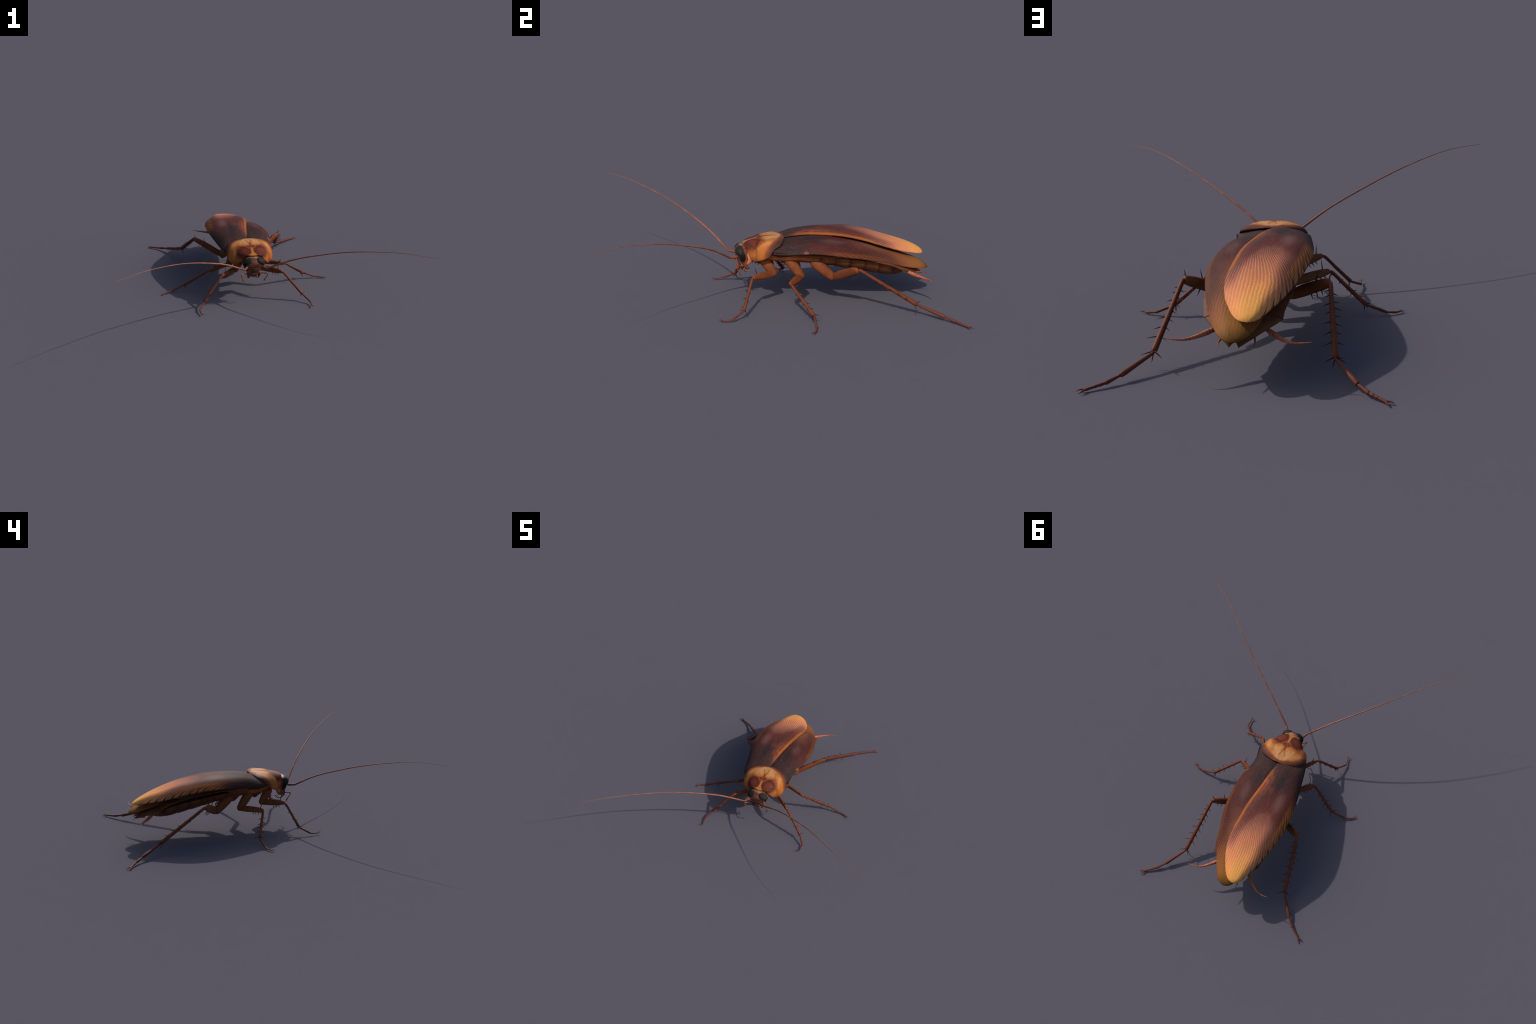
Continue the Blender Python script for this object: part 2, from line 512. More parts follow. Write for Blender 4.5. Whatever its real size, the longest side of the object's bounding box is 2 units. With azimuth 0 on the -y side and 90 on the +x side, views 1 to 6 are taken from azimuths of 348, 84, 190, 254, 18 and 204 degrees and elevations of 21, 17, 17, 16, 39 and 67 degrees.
def head_material():
    g = G('head_chitin', rough=.5, spec=.22)
    wr = g.noise(30, 4, (.35, 1, 2.6))
    n = g.noise(45, 3)
    col = g.mix(g.step(wr, .42, .62), (.095, .029, .021), (.195, .068, .048))
    col = g.mix(g.mul(g.step(wr, .60, .72), .40), col, (.36, .20, .16))
    col = g.mix(g.mul(g.mul(g.mul(g.step(g.z, .318, .328), g.step(g.y, -.226, -.212)), g.step(n, .35, .6)), .75), col, (.40, .20, .095))
    # reddish antenna sockets, orange mouth corners, pale upper lip
    ax = g.absx()
    def blob(px, pz, rx, rz):
        a, b = g.m('DIVIDE', g.sub(ax, px), rx), g.m('DIVIDE', g.sub(g.z, pz), rz)
        return g.step(g.m('SQRT', g.add(g.mul(a, a), g.mul(b, b))), 1.0, .4)
    col = g.mix(g.mul(blob(.045, .272, .018, .018), .8), col, (.26, .060, .030))
    col = g.mix(g.mul(blob(.034, .240, .013, .02), .6), col, (.30, .115, .024))
    col = g.mix(g.mul(blob(.0, .232, .022, .006), .7), col, (.07, .030, .012))
    col = g.mix(g.mul(blob(.0, .215, .022, .012), .6), col, (.20, .115, .085))
    back = g.step(g.y, -.195, -.175)
    col = g.mix(g.mul(back, g.step(g.z, .34, .32)), col, (.30, .085, .035))
    return g.done(col, wr, .3, .002)


def eye_material():
    g = G('eye_facets', rough=.5, spec=.06)
    vo = g.t.nodes.new('ShaderNodeTexVoronoi')
    g.t.links.new(g.obj, vo.inputs['Vector'])
    vo.inputs['Scale'].default_value = 420
    n = g.noise(25, 2)
    col = g.mix(g.step(n, .35, .65), (.013, .014, .013), (.024, .025, .023))
    return g.done(col, vo.outputs['Distance'], .12, .001)


# ------------------------------------------------------------------ the animal
root = bpy.data.objects.new('cockroach', None)
root.empty_display_size = .2
bpy.context.scene.collection.objects.link(root)
root['label'] = 'reddish-brown long-winged cockroach with yellow blotched neck shield'
root['category'] = 'cockroach'

M_UP = wing_material(-1, OUT_TOP, MED_TOP, False)
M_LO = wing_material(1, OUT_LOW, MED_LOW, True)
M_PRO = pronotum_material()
M_COXA = leg_material('coxa_chitin', (.205, .059, .020), (.160, .042, .015), (.27, .090, .034))
M_FEM = leg_material('femur_chitin', (.205, .059, .020), (.158, .042, .015), (.26, .088, .034))
M_TIB = leg_material('tibia_chitin', (.155, .039, .015), (.120, .029, .014), (.21, .065, .028))
M_TAR = leg_material('tarsus_chitin', (.140, .035, .021), (.115, .030, .019), (.19, .06, .035))
M_SPINE = plain('spine_chitin', (.045, .016, .015), (.085, .022, .018), 60)
M_ANT = antenna_material()
M_CER = cercus_material()
M_STE = sternite_material()
M_HEAD = head_material()
M_EYE = eye_material()
M_THO = thorax_material()
M_TERG = plain('tergite_chitin', (.150, .046, .020), (.110, .036, .018), 18, stretch=(.4, 1, 1))
M_SUPRA = plain('supra_anal_chitin', (.165, .070, .024), (.130, .050, .020), 30, stretch=(1, .3, 1))
M_PALP = plain('palp_chitin', (.29, .085, .028), (.20, .055, .022), 70)
M_GENA = plain('cheek_membrane', (.56, .17, .06), (.62, .30, .16), 60, stretch=(1, 1, .4))
M_MOUTH = plain('mandible_chitin', (.20, .06, .025), (.12, .04, .02), 80)

PLATE = {1: [(.18, .160, .298), (.30, .172, .296), (.40, .182, .290), (.463, .184, .284), (.54, .182, .266), (.613, .175, .247), (.66, .165, .228), (.705, .155, .206)],
         -1: [(.18, .162, .312), (.30, .178, .316), (.40, .185, .309), (.47, .185, .301), (.555, .183, .284), (.64, .170, .258), (.68, .158, .232), (.705, .154, .206)]}

# wings: the one on the -x side overlaps its neighbour
wing_object('wing_case', OUT_TOP, MED_TOP, RISE_TOP, (.31, 2.2, .80), M_UP, root)
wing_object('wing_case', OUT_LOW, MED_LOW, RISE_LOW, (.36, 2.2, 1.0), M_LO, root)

# folded hind wings, showing as a dark fold between the wing cases and the flank
def hind_wing(sg, outer, medial, rise, steep):
    pts, r, c = wing_surface(outer, medial, rise, steep)
    vs, k = [], 0
    rows_h = [i for i in range(6, r - 26, 2)]
    for i in rows_h:
        a = pts[i * c + 7] - UP * .006
        b = pts[i * c + 22] - UP * .010
        w, z = interp(PLATE[sg], min(max(a.y, .18), .70))
        low = V((sg * min(w - .004, abs(a.x) - .004), a.y, min(z + .002, a.z - .004)))
        end = max(0, (i - (r - 46)) / 20) ** 1.5
        low = low.lerp(b, end * .9)
        a = a.lerp(b, end * .8)
        o = low.lerp(a, .6) + V((sg * .004, 0, 0))
        inner = V((sg * .5 * abs(b.x), b.y, z + .012))
        vs += [b, a, o, low, inner]
    n = len(rows_h)
    fs = grid_faces(n, 5, True) + [tuple(range(5)), tuple(range((n - 1) * 5, n * 5))]
    make('hind_wing', vs, fs, plain('hind_wing_membrane', (.095, .042, .020), (.060, .026, .016), 22, stretch=(1, .3, 1)), root, angle=60)


# ---- pronotum: arched shield between a mid-line crest and a dipping rim
RIM = [(.000, -.197, .341), (.048, -.186, .333), (.078, -.172, .300), (.099, -.154, .272), (.112, -.133, .261), (.135, -.122, .271),
       (.148, -.096, .279), (.158, -.056, .303), (.153, -.030, .338), (.129, .007, .355), (.085, .026, .366), (.039, .036, .375), (.0, .036, .379)]
CREST = [(0, -.197, .341), (0, -.182, .350), (0, -.162, .358), (0, -.138, .3655), (0, -.114, .3715), (0, -.088, .3765), (0, -.062, .3805),
         (0, -.036, .383), (0, -.010, .3845), (0, .012, .384), (0, .024, .3825), (0, .031, .381), (0, .036, .379)]


def build_pronotum():
    rows, half = 64, 26
    R = [V(p) for p in catmull(RIM, rows)]
    C = [V(p) for p in catmull(CREST, rows)]
    cols = 2 * half - 1
    top = []
    for i in range(rows):
        row = []
        s_ = i / (rows - 1)
        for j in range(half):
            a = 0.5 * math.pi * j / (half - 1)
            f = min(1, max(0, (s_ - .45) / .3))
            sx = math.sin(a) ** (.66 + .1 * f)
            cz = math.cos(a) ** (.84 + .16 * f)
            x = R[i].x * sx
            z = R[i].z + (C[i].z - R[i].z) * cz
            y = C[i].y + (R[i].y - C[i].y) * sx ** 1.3
            swell = .003 * math.sin(2 * a) ** 2 * (1 - f) * min(1, s_ / .12)
            x, y = x + swell * .8, y - swell * .7
            row.append(V((x, y, z)))
        left = [V((-p.x, p.y, p.z)) for p in reversed(row[1:])]
        top += left + row
    cen = V((0, -.08, .30))
    bot = [p + (cen - p).normalized() * .006 for p in top]
    n = rows * cols
    faces = grid_faces(rows, cols) + [tuple(reversed(f)) for f in grid_faces(rows, cols, off=n)]
    for i in range(rows - 1):
        for j in (0, cols - 1):
            faces.append((i * cols + j, (i + 1) * cols + j, n + (i + 1) * cols + j, n + i * cols + j))
    for j in range(cols - 1):
        for i in (0, rows - 1):
            faces.append((i * cols + j, i * cols + j + 1, n + i * cols + j + 1, n + i * cols + j))
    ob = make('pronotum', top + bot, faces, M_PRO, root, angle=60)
    return ob


build_pronotum()

hind_wing(-1, OUT_TOP, MED_TOP, RISE_TOP, (.31, 2.2, .80))
hind_wing(1, OUT_LOW, MED_LOW, RISE_LOW, (.36, 2.2, 1.0))

# ---- thorax: a keel-bellied barrel that carries the coxae
def barrel(rows, cols=36, power=2.5):
    verts = []
    for (y, w, zt, zb, zs) in rows:
        for k in range(cols):
            a = 2 * math.pi * k / cols
            cx, sz = superxy(a, power)
            h = (zt - zs) if sz > 0 else (zs - zb)
            verts.append(V((w * cx, y, zs + h * sz)))
    n = len(rows)
    return verts, grid_faces(n, cols, True) + [tuple(range(cols)), tuple(range((n - 1) * cols, n * cols))]


tho = [(-.190, .030, .300, .255, .28), (-.165, .040, .312, .248, .28), (-.135, .058, .330, .246, .285), (-.100, .078, .345, .245, .288), (-.060, .098, .350, .244, .292),
       (-.020, .116, .350, .242, .298), (.030, .128, .348, .238, .302), (.080, .136, .346, .236, .300), (.130, .139, .345, .234, .297), (.180, .139, .343, .230, .293), (.215, .130, .338, .235, .290)]
tho = catmull(tho, 46)
v, f = barrel(tho)
thorax = make('thorax', v, f, M_THO, root)

# side lobe of the middle thorax, ending in a sharp point beside the shield
for sg in (1, -1):
    tip = V((sg * .169, -.038, .328))
    pts = [V((sg * .118, -.045, .300)), tip, V((sg * .158, .03, .316)), V((sg * .146, .08, .314)), V((sg * .134, .08, .292)), V((sg * .130, .0, .287))]
    n = len(pts)
    inner = [p + V((-sg * .02, .004, -.010)) for p in pts]
    cen, cin = sum(pts, V()) / n, sum(inner, V()) / n
    vs = pts + inner + [cen, cin]
    fs = [(k, (k + 1) % n, n + (k + 1) % n, n + k) for k in range(n)]
    fs += [(k, (k + 1) % n, 2 * n) for k in range(n)] + [(n + k, n + (k + 1) % n, 2 * n + 1) for k in range(n)]
    make('thorax_lobe', vs, fs, plain('lobe_chitin', (.040, .020, .020), (.10, .024, .018), 25), thorax, angle=30)

# ---- abdomen: dorsal plate with sharp flanks, overlapping sternites below
BELLY = [(.15, .134, .288, .236), (.25, .147, .287, .224), (.35, .158, .280, .205), (.45, .160, .268, .184), (.55, .151, .250, .163),
         (.62, .137, .232, .148), (.68, .115, .211, .142), (.72, .088, .196, .148), (.745, .053, .186, .160)]

rows, cols = 40, 31
vt, vb = [], []
for i in range(rows):
    y = .18 + .525 * i / (rows - 1)
    (wp, zp), (wn, zn) = interp(PLATE[1], y), interp(PLATE[-1], y)
    for j in range(cols):
        u = -1 + 2 * j / (cols - 1)
        x = u * (wp if u > 0 else wn)
        z = zn + (zp - zn) * (u + 1) / 2
        seg = .003 * (((y - .15) / .0845) % 1.0)
        dome = .022 * (1 - abs(u) ** 2.2)
        vt.append(V((x, y, z + dome + (seg if abs(u) < .98 else 0))))
        vb.append(V((x, y, z - .004 + dome * .6)))
n = rows * cols
fs = grid_faces(rows, cols) + [tuple(reversed(q)) for q in grid_faces(rows, cols, off=n)]
for i in range(rows - 1):
    for j in (0, cols - 1):
        fs.append((i * cols + j, (i + 1) * cols + j, n + (i + 1) * cols + j, n + i * cols + j))
for j in range(cols - 1):
    for i in (0, rows - 1):
        fs.append((i * cols + j, i * cols + j + 1, n + i * cols + j + 1, n + i * cols + j))
abdomen = make('abdomen', vt + vb, fs, M_TERG, root, angle=35)

# two-pointed plate over the tail end
sp = []
rows_s, cols_s = 20, 21
for layer in (0, 1):
    for i in range(rows_s):
        s = i / (rows_s - 1)
        for j in range(cols_s):
            u = -1 + 2 * j / (cols_s - 1)
            front = V((.155 * u, .703, .206 + .022 * (1 - abs(u) ** 2.2)))
            au = abs(u)
            tip_x = math.copysign(.018 + (.0 if au > .3 else -.018 * (1 - au / .3)), u) if u else 0
            rx = math.copysign(.022 * min(1, au / .3), u) if u else 0
            notch = .812 + (.852 - .812) * min(1, au / .3)
            if au > .3:
                k = (au - .3) / .7
                end = V((math.copysign(.018 + (.156 - .018) * k, u) + .011 * (1 - k), .852 + (.699 - .852) * k, .147 + (.206 - .147) * k))
            else:
                end = V((.018 * u / .3 + .011, notch, .150 + .008 * (1 - au / .3)))
            p = front.lerp(end, s) + UP * (.010 * math.sin(math.pi * s) * (1 - au ** 2))
            sp.append(p - UP * (.0035 * layer))
n = rows_s * cols_s
fs = grid_faces(rows_s, cols_s) + [tuple(reversed(q)) for q in grid_faces(rows_s, cols_s, off=n)]
for j in range(cols_s - 1):
    for i in (0, rows_s - 1):
        fs.append((i * cols_s + j, i * cols_s + j + 1, n + i * cols_s + j + 1, n + i * cols_s + j))
make('supra_anal_plate', sp, fs, M_SUPRA, abdomen, angle=35)

# sternites
edges = [.15 + .0845 * k for k in range(7)] + [.742]
cols = 33
for k in range(7):
    y0, y1 = edges[k], edges[k + 1]
    vs = []
    steps = [(-.12, .968), (0, .975), (.25, .990), (.5, 1.0), (.75, 1.006), (.93, 1.010), (1.0, 1.004), (1.03, .985), (1.04, .94)]
    for (s, sc) in steps:
        y = y0 + (y1 - y0) * s
        w, ze, zb = interp(BELLY, min(max(y, .15), .745))
        for j in range(cols):
            a = math.pi * j / (cols - 1)
            cx, sz = superxy(a, 2.25)
            dep = abs(sz)
            yy = y - .026 * dep ** 1.5 * (1 - .6 * k / 6)
            vs.append(V((w * sc * cx, yy, ze - (ze - zb) * sc * dep)))
        vs.append(V((0, y, ze + .012)))
    c2 = cols + 1
    fs = grid_faces(len(steps), c2, True) + [tuple(range(c2)), tuple(range((len(steps) - 1) * c2, len(steps) * c2))]
    make('sternite', vs, fs, M_STE, abdomen, angle=50)

# cerci and styli
for sg in (1, -1):
    path = even([(sg * .088, .735, .180), (sg * .130, .772, .170), (sg * .170, .808, .164), (sg * .206, .832, .163), (sg * .245, .842, .167), (sg * .283, .842, .173)], 90)
    prof = []
    for i in range(90):
        s = i / 89
        base = interp([(0, .0075), (.14, .0105), (.25, .0112), (.5, .0075), (.72, .0042), (.9, .0022), (1, .0006)], s)[0]
        ring = 1 + .03 * math.sin(2 * math.pi * s * 15)
        prof.append((s, base * ring, base * ring))
    v, f = sweep(path, prof, UP, 12)
    make('cercus', v, f, M_CER, abdomen)
    path = even([(sg * .058, .785, .160), (sg * .064, .815, .164), (sg * .069, .845, .161), (sg * .0655, .873, .153)], 14)
    v, f = sweep(path, [(0, .0045, .0045), (.5, .0035, .0035), (1, .0006, .0006)], UP, 8)
    make('stylus', v, f, plain('stylus_chitin', (.36, .045, .025), (.28, .05, .025), 60), abdomen)

# ---- head
HEADP = [  # z, y front, y back, half width
    (.3340, -.208, -.194, .014), (.3325, -.2145, -.188, .028), (.329, -.221, -.181, .041), (.323, -.2285, -.175, .053), (.314, -.2345, -.170, .0615), (.302, -.2395, -.165, .0672),
    (.288, -.2405, -.160, .0680), (.270, -.236, -.156, .0605), (.245, -.228, -.155, .0500), (.222, -.217, -.160, .0440),
    (.206, -.2075, -.166, .0390), (.197, -.199, -.172, .0280), (.194, -.190, -.178, .012)]


def head_point(z, a, off=0.0):
    """a = 0 faces forward, pi/2 to +x."""
    yf, yb, w = interp(HEADT, -z)
    c, s = math.cos(a), math.sin(a)
    px = math.copysign(abs(s) ** (2 / 2.35), s)
    py = math.copysign(abs(c) ** (2 / 2.35), c)
    yc, hy = (yf + yb) / 2, (yb - yf) / 2
    return V(((w + off) * px, yc - (hy + off) * py, z))


HEADT = [(-r[0],) + tuple(r[1:]) for r in catmull(HEADP, 80)]
vs = []
cols = 48
for r in HEADT:
    for k in range(cols):
        vs.append(head_point(-r[0], 2 * math.pi * k / cols))
fs = grid_faces(len(HEADT), cols, True) + [tuple(range(cols)), tuple(range((len(HEADT) - 1) * cols, len(HEADT) * cols))]
head = make('head', vs, fs, M_HEAD, root)

# kidney-shaped compound eyes wrapped round the head; rows of (z, first angle, last angle) in degrees
EYE = [(.3318, 38, 70), (.3298, 20, 84), (.325, 14, 92), (.317, 12, 98), (.307, 15, 102), (.298, 25, 104), (.290, 40, 106), (.282, 53, 106),
       (.272, 60, 105), (.262, 61, 103), (.252, 60, 100), (.244, 63, 96), (.238, 71, 90)]
for sg in (1, -1):
    rows_e = catmull(EYE, 34)
    ce = 22
    vs = []
    for i, (z, a0, a1) in enumerate(rows_e):
        u = 2 * i / 33 - 1
        for j in range(ce):
            q = 2 * j / (ce - 1) - 1
            b = max(0, 1 - u ** 4) ** .5 * max(0, 1 - abs(q) ** 3) ** .5
            a = math.radians((a0 + a1) / 2 + (a1 - a0) / 2 * q)
            p = head_point(z, a, -.0015 + .0085 * b)
            vs.append(V((p.x * sg, p.y, p.z)))
    make('eye', vs, grid_faces(34, ce), M_EYE, head)

# neck, cheeks and mouthparts
v, f = sweep(even([(0, -.125, .292), (0, -.16, .290), (0, -.185, .287)], 10), [(0, .062, .042), (.6, .052, .036), (1, .045, .032)], (1, 0, 0), 20)
make('neck', v, f, M_THO, head)
for sg in (1, -1):
    v, f = sweep(even([(sg * .046, -.172, .296), (sg * .050, -.158, .270), (sg * .047, -.157, .247), (sg * .036, -.172, .218)], 18),
                 rounded([(0, .010, .006), (.35, .014, .011), (.7, .012, .010), (1, .006, .006)], .15), (0, 1, .3), 12)
    make('cheek', v, f, M_GENA, head)
    v, f = sweep(even([(sg * .040, -.200, .228), (sg * .042, -.203, .212), (sg * .034, -.202, .196), (sg * .026, -.198, .186)], 14),
                 rounded([(0, .009, .006), (.5, .008, .006), (1, .003, .003)], .2), (0, 1, 0), 10)
    make('mandible', v, f, M_MOUTH, head)
    # long four-jointed palp
    pth = even([(sg * .046, -.192, .214), (sg * .060, -.212, .220), (sg * .077, -.228, .224), (sg * .087, -.236, .222), (sg * .0855, -.230, .207), (sg * .078, -.221, .188), (sg * .070, -.213, .170), (sg * .067, -.211, .164)], 50)
    pp = rounded([(0, .0038, .0038), (.18, .0034, .0034), (.22, .0026, .0026), (.42, .0042, .0042), (.50, .0044, .0044), (.56, .0026, .0026), (.75, .0030, .0030), (.80, .0024, .0024), (.93, .0050, .0044), (1, .0040, .0036)], .05)
    v, f = sweep(pth, pp, UP, 10)
    make('palp', v, f, M_PALP, head)
    pth = even([(sg * .034, -.185, .205), (sg * .037, -.190, .190), (sg * .034, -.184, .180), (sg * .026, -.170, .176), (sg * .019, -.160, .179), (sg * .018, -.156, .188)], 36)
    v, f = sweep(pth, rounded([(0, .0045, .0045), (.3, .0042, .0042), (.45, .0030, .0030), (.7, .0024, .0024), (.92, .0034, .0034), (1, .003, .003)], .06), UP, 9)
    make('palp', v, f, M_PALP, head)
# upper lip
v, f = sweep(lerp_path((0, -.222, .228), (0, -.2055, .193), 10), rounded([(0, .020, .004), (.5, .025, .004), (1, .018, .004)], .2), (1, 0, 0), 18, 2.6)
make('labrum', v, f, plain('labrum_chitin', (.16, .075, .055), (.10, .036, .026), 60, stretch=(.5, 1, 2)), head)
# labium at the back of the mouth
v, f = sweep(lerp_path((0, -.166, .262), (0, -.178, .192), 10), rounded([(0, .030, .010), (.5, .028, .012), (1, .018, .008)], .15), (1, 0, 0), 16)
make('labium', v, f, M_MOUTH, head)

# ---- antennae
ANT = [(.0745, -.272, .2745), (.2145, -.377, .3625), (.360, -.4905, .4285), (.504, -.611, .484), (.645, -.7395, .525), (.791, -.8685, .552), (.951, -.994, .5555)]
for sg in (1, -1):
    N = 260
    path = even([(sg * p[0], p[1], p[2]) for p in ANT], N)
    verts_all, faces_all = [], []
    prof = []
    for i in range(N):
        s = i / (N - 1)
        r = .0008 + .0052 * (1 - s) ** 1.05
        r *= 1 + .06 * (1 - s) * (1 if i % 2 else -1)
        prof.append((s, r, r))
    v, f = sweep(path, prof, UP, 8)
    verts_all += v
    faces_all += f
    for (a, b, pr) in (((.050, -.226, .2735), (.0655, -.2545, .2735), [(0, .0085, .0085), (.3, .0080, .0080), (.7, .0092, .0092), (1, .0078, .0078)]),
                       ((.0640, -.2520, .2735), (.0760, -.2750, .2745), [(0, .0060, .0060), (.3, .0074, .0074), (.75, .0078, .0078), (1, .0060, .0060)])):
        v, f = sweep(lerp_path((sg * a[0], a[1], a[2]), (sg * b[0], b[1], b[2]), 16), rounded(pr, .12), UP, 12)
        o = len(verts_all)
        verts_all += v
        faces_all += [tuple(q + o for q in ff) for ff in f]
    make('antenna', verts_all, faces_all, M_ANT, head)

# ------------------------------------------------------------------ legs
def spine_mesh():
    path = even([(0, 0, 0), (.03, 0, .4), (.07, 0, .72), (.16, 0, 1.0)], 9)
    v, f = sweep(path, [(0, .118, .118), (.5, .082, .082), (.85, .038, .038), (1, .006, .006)], (1, 0, 0), 7)
    tmp = make('spine', v, f, M_SPINE, None)
    me = tmp.data
    bpy.data.objects.remove(tmp)
    return me


SPINE = spine_mesh()


def add_spine(parent, at, direction, length, bend):
    """Instance of the shared curved spine; bend = direction in which its tip curls."""
    d = V(direction).normalized()
    b = V(bend)
    b = b - d * b.dot(d)
    b = b.normalized() if b.length > 1e-5 else d.orthogonal().normalized()
    y = d.cross(b)
    m = Matrix((b, y, d)).transposed().to_4x4()
    length *= 1.65
    thick = .0255 / length
    ob = bpy.data.objects.new('spine', SPINE)
    bpy.context.scene.collection.objects.link(ob)
    ob.parent = parent
    ob.matrix_basis = Matrix.Translation(V(at)) @ m @ Matrix.Diagonal((length * thick, length * thick, length, 1))
    return ob


def mirror(p):
    return (-p[0], p[1], p[2])


def build_leg(kind, sg, coxa, B, K, T, t1, t2, c, tip, dims):
    """coxa: two points (upper end, lower end); B knee of coxa and femur; K knee of femur and tibia; T end of tibia;
    t1, t2, c: tarsus joints; tip: mean claw tip."""
    A, B, K, T, t1, t2, c, tip = [V(p) for p in (coxa, B, K, T, t1, t2, c, tip)]
    # coxa: broad flattened plate, slightly bowed
    ax = (B - A).normalized()
    wide = V((0.12 * sg, 1, .25))
    bow = V((sg * .006, .004, 0))
    path = even([A - ax * .012, A.lerp(B, .35) + bow, A.lerp(B, .7) + bow * .8, B + ax * .016], 28)
    cw, ct = dims['coxa']
    prof = rounded([(0, cw * .80, ct * .9), (.25, cw, ct), (.5, cw * .97, ct), (.72, cw * .86, ct * .88), (.88, cw * .72, ct * .74), (1, cw * .60, ct * .50)], .12)
    v, f = sweep(path, prof, wide, 20, 2.3)
    leg = make('leg', v, f, M_COXA, root)
    # femur: blade standing upright in the plane of the leg
    d = (K - B).normalized()
    nrm = d.cross((T - K).normalized())
    fw = nrm.cross(d)
    if fw.z < 0:
        fw = -fw
    fw = (fw.normalized() + UP * dims.get('upright', .6)).normalized()
    fh, ft = dims['femur']
    lift = UP * (fh * .12)
    path = even([B - d * .006, B.lerp(K, .3) + lift, B.lerp(K, .65) + lift, K + d * .004], 30)
    ke = dims['knee']
    fprof = [(0, fh * .56, ft * .8), (.12, fh * .82, ft), (.35, fh, ft), (.6, fh * .95, ft), (.82, fh * (.30 + .70 * ke + .08), ft * .9), (.95, fh * ke, ft * .78), (1, fh * ke * .95, ft * .72)]
    prof = rounded(fprof, .05)
    v, f = sweep(path, prof, fw, 18, 2.4)
    femur = make('femur', v, f, M_FEM, leg)
    # tibia: slim shaft, arched at the knee, thickest at its end
    td = (T - K).normalized()
    r0, r1 = dims['tibia']
    side = td.cross(UP).normalized()
    front = side.cross(td).normalized()
    if front.z < 0:
        front = -front
    path = even([K - d * (r0 * .2), K + td * .020 + front * (r0 * .55), K.lerp(T, .45) + front * (r0 * .25), T + td * .003], 36)
    prof = rounded([(0, r0 * .8, r0 * .8), (.06, r0 * .95, r0), (.3, r0, r0 * 1.02), (.7, r0 + (r1 - r0) * .55, r0 + (r1 - r0) * .6), (.95, r1, r1), (1, r1 * .95, r1 * .95)], .025)
    v, f = sweep(path, prof, front, 12)
    make('tibia', v, f, M_TIB, leg)
    # tarsus: one long joint and four short ones, each flaring towards its far end
    q0, q1 = dims['tarsus']
    joints = [T, t1, t2, t2.lerp(c, .30), t2.lerp(c, .55), c]
    if dims.get('front'):
        joints = [T, t1, t1.lerp(t2, .45), t1.lerp(t2, .8), t2, c]
    va, fa = [], []
    for k in range(5):
        a, b = joints[k], joints[k + 1]
        dd = (b - a).normalized()
        big = q1 if k == 0 else q1 * (.80, .66, .60, .52)[k - 1]
        sml = q0 * (.85 if k == 0 else .62)
        path = lerp_path(a - dd * .002, b + dd * .002, 12)
        prof = [(0, sml * .7, sml * .7), (.1, sml, sml), (.6, sml + (big - sml) * .6, sml + (big - sml) * .6), (.93, big, big), (1, big * .8, big * .8)]
        v, f = sweep(path, prof, UP, 10)
        o = len(va)
        va += v
        fa += [tuple(z + o for z in q) for q in f]
    make('tarsus', va, fa, M_TAR, leg, angle=50)
    # paired claws
    cd = (tip - c)
    L = cd.length * 1.02
    cd.normalize()
    h = cd.cross(UP).normalized()
    for s2 in (1, -1):
        e = c + (cd * .93 + h * s2 * .36).normalized() * L
        e.z = max(e.z, .001)
        m = c.lerp(e, .5) + h * s2 * L * .10 + UP * (L * .10)
        v, f = sweep(even([c - cd * .002, m, e], 12), [(0, q1 * .42, q1 * .42), (.5, q1 * .30, q1 * .30), (1, .0005, .0005)], UP, 7)
        make('claw', v, f, M_TAR, leg)
    # spines on the femur
    rnd = random.Random(kind * 10 + (sg > 0))
    for (s, up, ln) in dims['femur_spines']:
        p = B.lerp(K, s) + lift * (1 - abs(2 * s - 1))
        hw = interp(fprof, s)[0]
        dr = fw if up else -fw
        add_spine(leg, p + dr * (hw * .93), dr + d * .35, ln * rnd.uniform(.9, 1.1), -d if up else d)
    # spines on the tibia, two rows
    for (s, sd, ln) in dims['tibia_spines']:
        p = K.lerp(T, s)
        rr = r0 + (r1 - r0) * s
        dr = (side * sd + front * .12).normalized()
        add_spine(leg, p + dr * (rr * .8), dr + td * (.45 + rnd.uniform(-.1, .15)), ln * rnd.uniform(.88, 1.12), td)
    for ang in dims['apical']:
        dr = (side * math.cos(ang) + front * math.sin(ang)).normalized()
        add_spine(leg, T + dr * (r1 * .75) - td * .004, dr + td * .55, dims['apical_len'] * rnd.uniform(.9, 1.1), td)
    return leg


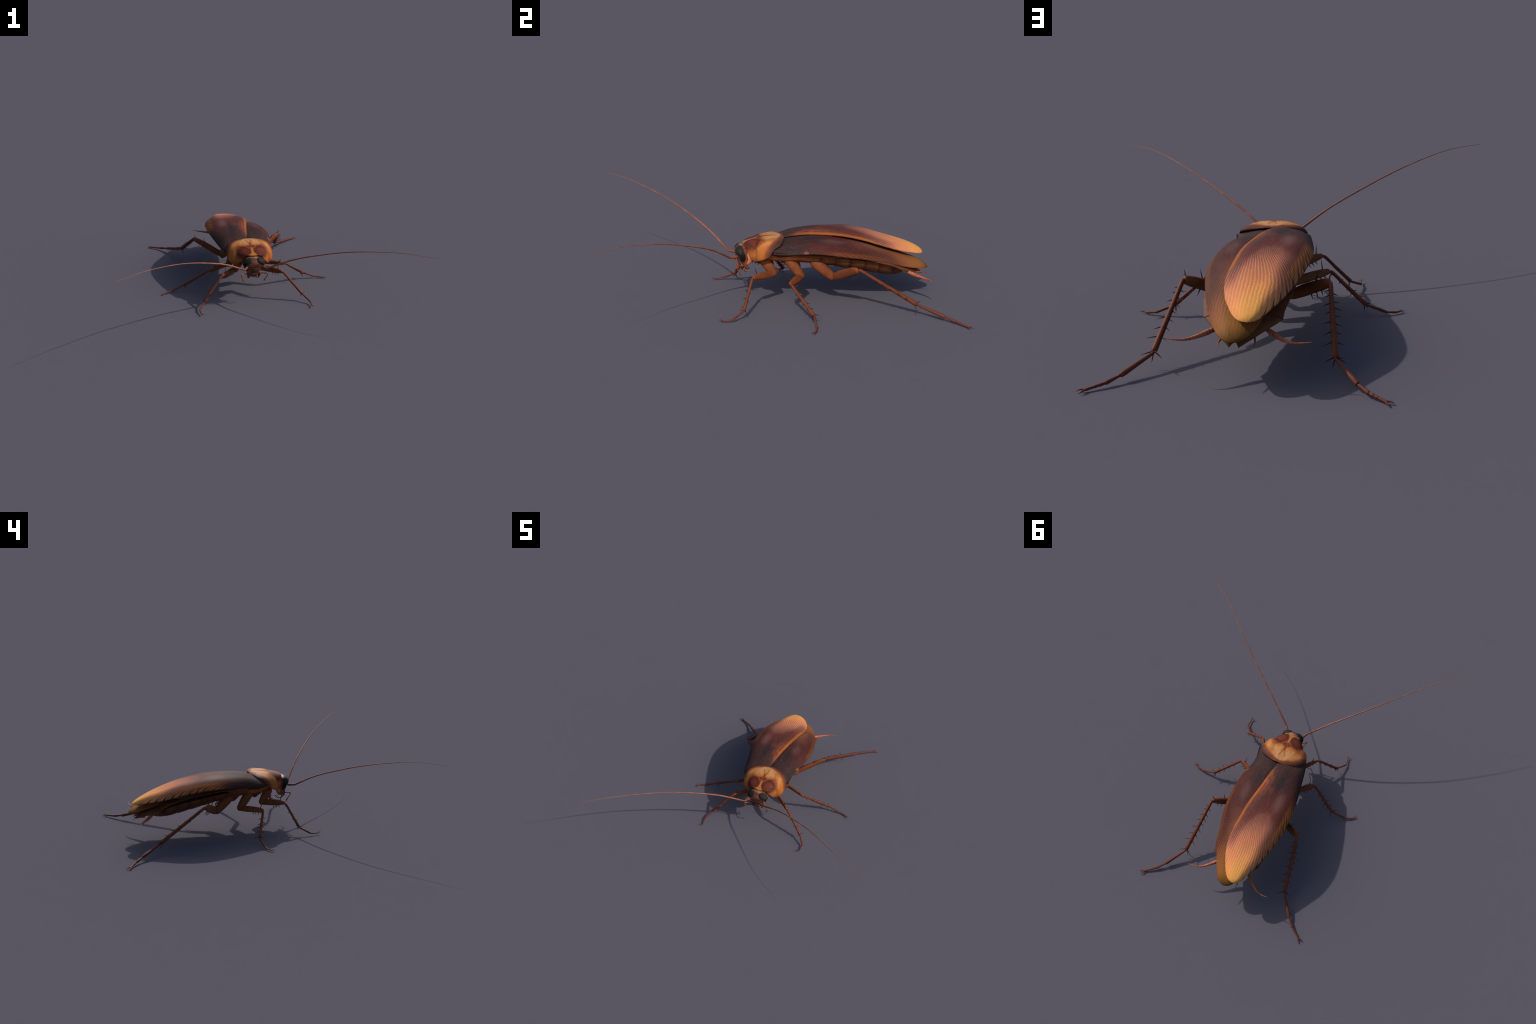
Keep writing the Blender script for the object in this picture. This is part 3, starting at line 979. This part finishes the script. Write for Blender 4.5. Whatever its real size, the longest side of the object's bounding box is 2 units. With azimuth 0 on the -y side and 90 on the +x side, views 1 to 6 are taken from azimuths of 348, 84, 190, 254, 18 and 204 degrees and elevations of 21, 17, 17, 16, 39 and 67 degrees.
FRONT = dict(knee=.55, coxa=(.029, .023), femur=(.0215, .0098), tibia=(.0076, .0092), tarsus=(.0064, .0062), front=True, upright=.8,
             femur_spines=[(.80, True, .028), (.50, False, .013), (.62, False, .013), (.74, False, .013)],
             tibia_spines=[(.10, 1, .011), (.36, 1, .012), (.62, 1, .012), (.88, 1, .012), (.18, -1, .009), (.45, -1, .010), (.70, -1, .011)],
             apical=[0.4, 2.6, 3.9, 5.2], apical_len=.012)
MIDDLE = dict(knee=.60, coxa=(.030, .027), femur=(.0215, .0110), tibia=(.0082, .0106), tarsus=(.0068, .0070), upright=.5,
              femur_spines=[(.84, True, .030), (.60, False, .014), (.71, False, .014), (.82, False, .013)],
              tibia_spines=[(.08, 1, .012), (.30, 1, .014), (.50, 1, .016), (.62, 1, .022), (.78, 1, .015), (.26, -1, .012), (.44, -1, .013), (.60, -1, .016), (.78, -1, .015)],
              apical=[0.2, 2.9, 3.9, 4.8], apical_len=.017)
HIND = dict(knee=.74, coxa=(.032, .028), femur=(.0270, .0135), tibia=(.0100, .0132), tarsus=(.0088, .0114), upright=.8,
            femur_spines=[(.63, True, .030), (.97, True, .018), (.55, False, .020), (.68, False, .020), (.80, False, .018)],
            tibia_spines=[(.11, 1, .013), (.18, 1, .015), (.29, 1, .017), (.40, 1, .018), (.53, 1, .024), (.66, 1, .025), (.79, 1, .025),
                          (.16, -1, .014), (.27, -1, .017), (.35, -1, .024), (.45, -1, .017), (.56, -1, .017), (.67, -1, .020), (.80, -1, .020)],
            apical=[0.1, 2.6, 3.3, 5.0], apical_len=.024)

for sg in (1, -1):
    S = (lambda p: p) if sg > 0 else mirror
    build_leg(1, sg, S((.070, -.088, .262)), S((.090, -.024, .178)), S((.2055, -.1555, .194)), S((.3315, -.2155, .049)), S((.3745, -.2805, .0145)),
              S((.3715, -.319, .0085)), S((.3695, -.335, .009)), S((.365, -.358, .015)), FRONT)
    build_leg(3, sg, S((.094, .195, .252)), S((.122, .308, .159)), S((.305, .413, .258)), S((.3565, .743, .066)), S((.449, .872, .0265)),
              S((.494, .9205, .0145)), S((.5565, .968, .0065)), S((.585, .991, .0015)), HIND)
build_leg(2, 1, (.078, .052, .262), (.106, .132, .163), (.266, .046, .172), (.430, .156, .046), (.517, .159, .0115), (.556, .150, .0065), (.575, .138, .006), (.596, .123, .003), MIDDLE)
build_leg(2, -1, (-.078, .050, .262), (-.106, .138, .157), (-.257, .012, .174), (-.425, .092, .048), (-.515, .083, .0115), (-.556, .069, .007), (-.572, .055, .006), (-.590, .038, .004), MIDDLE)
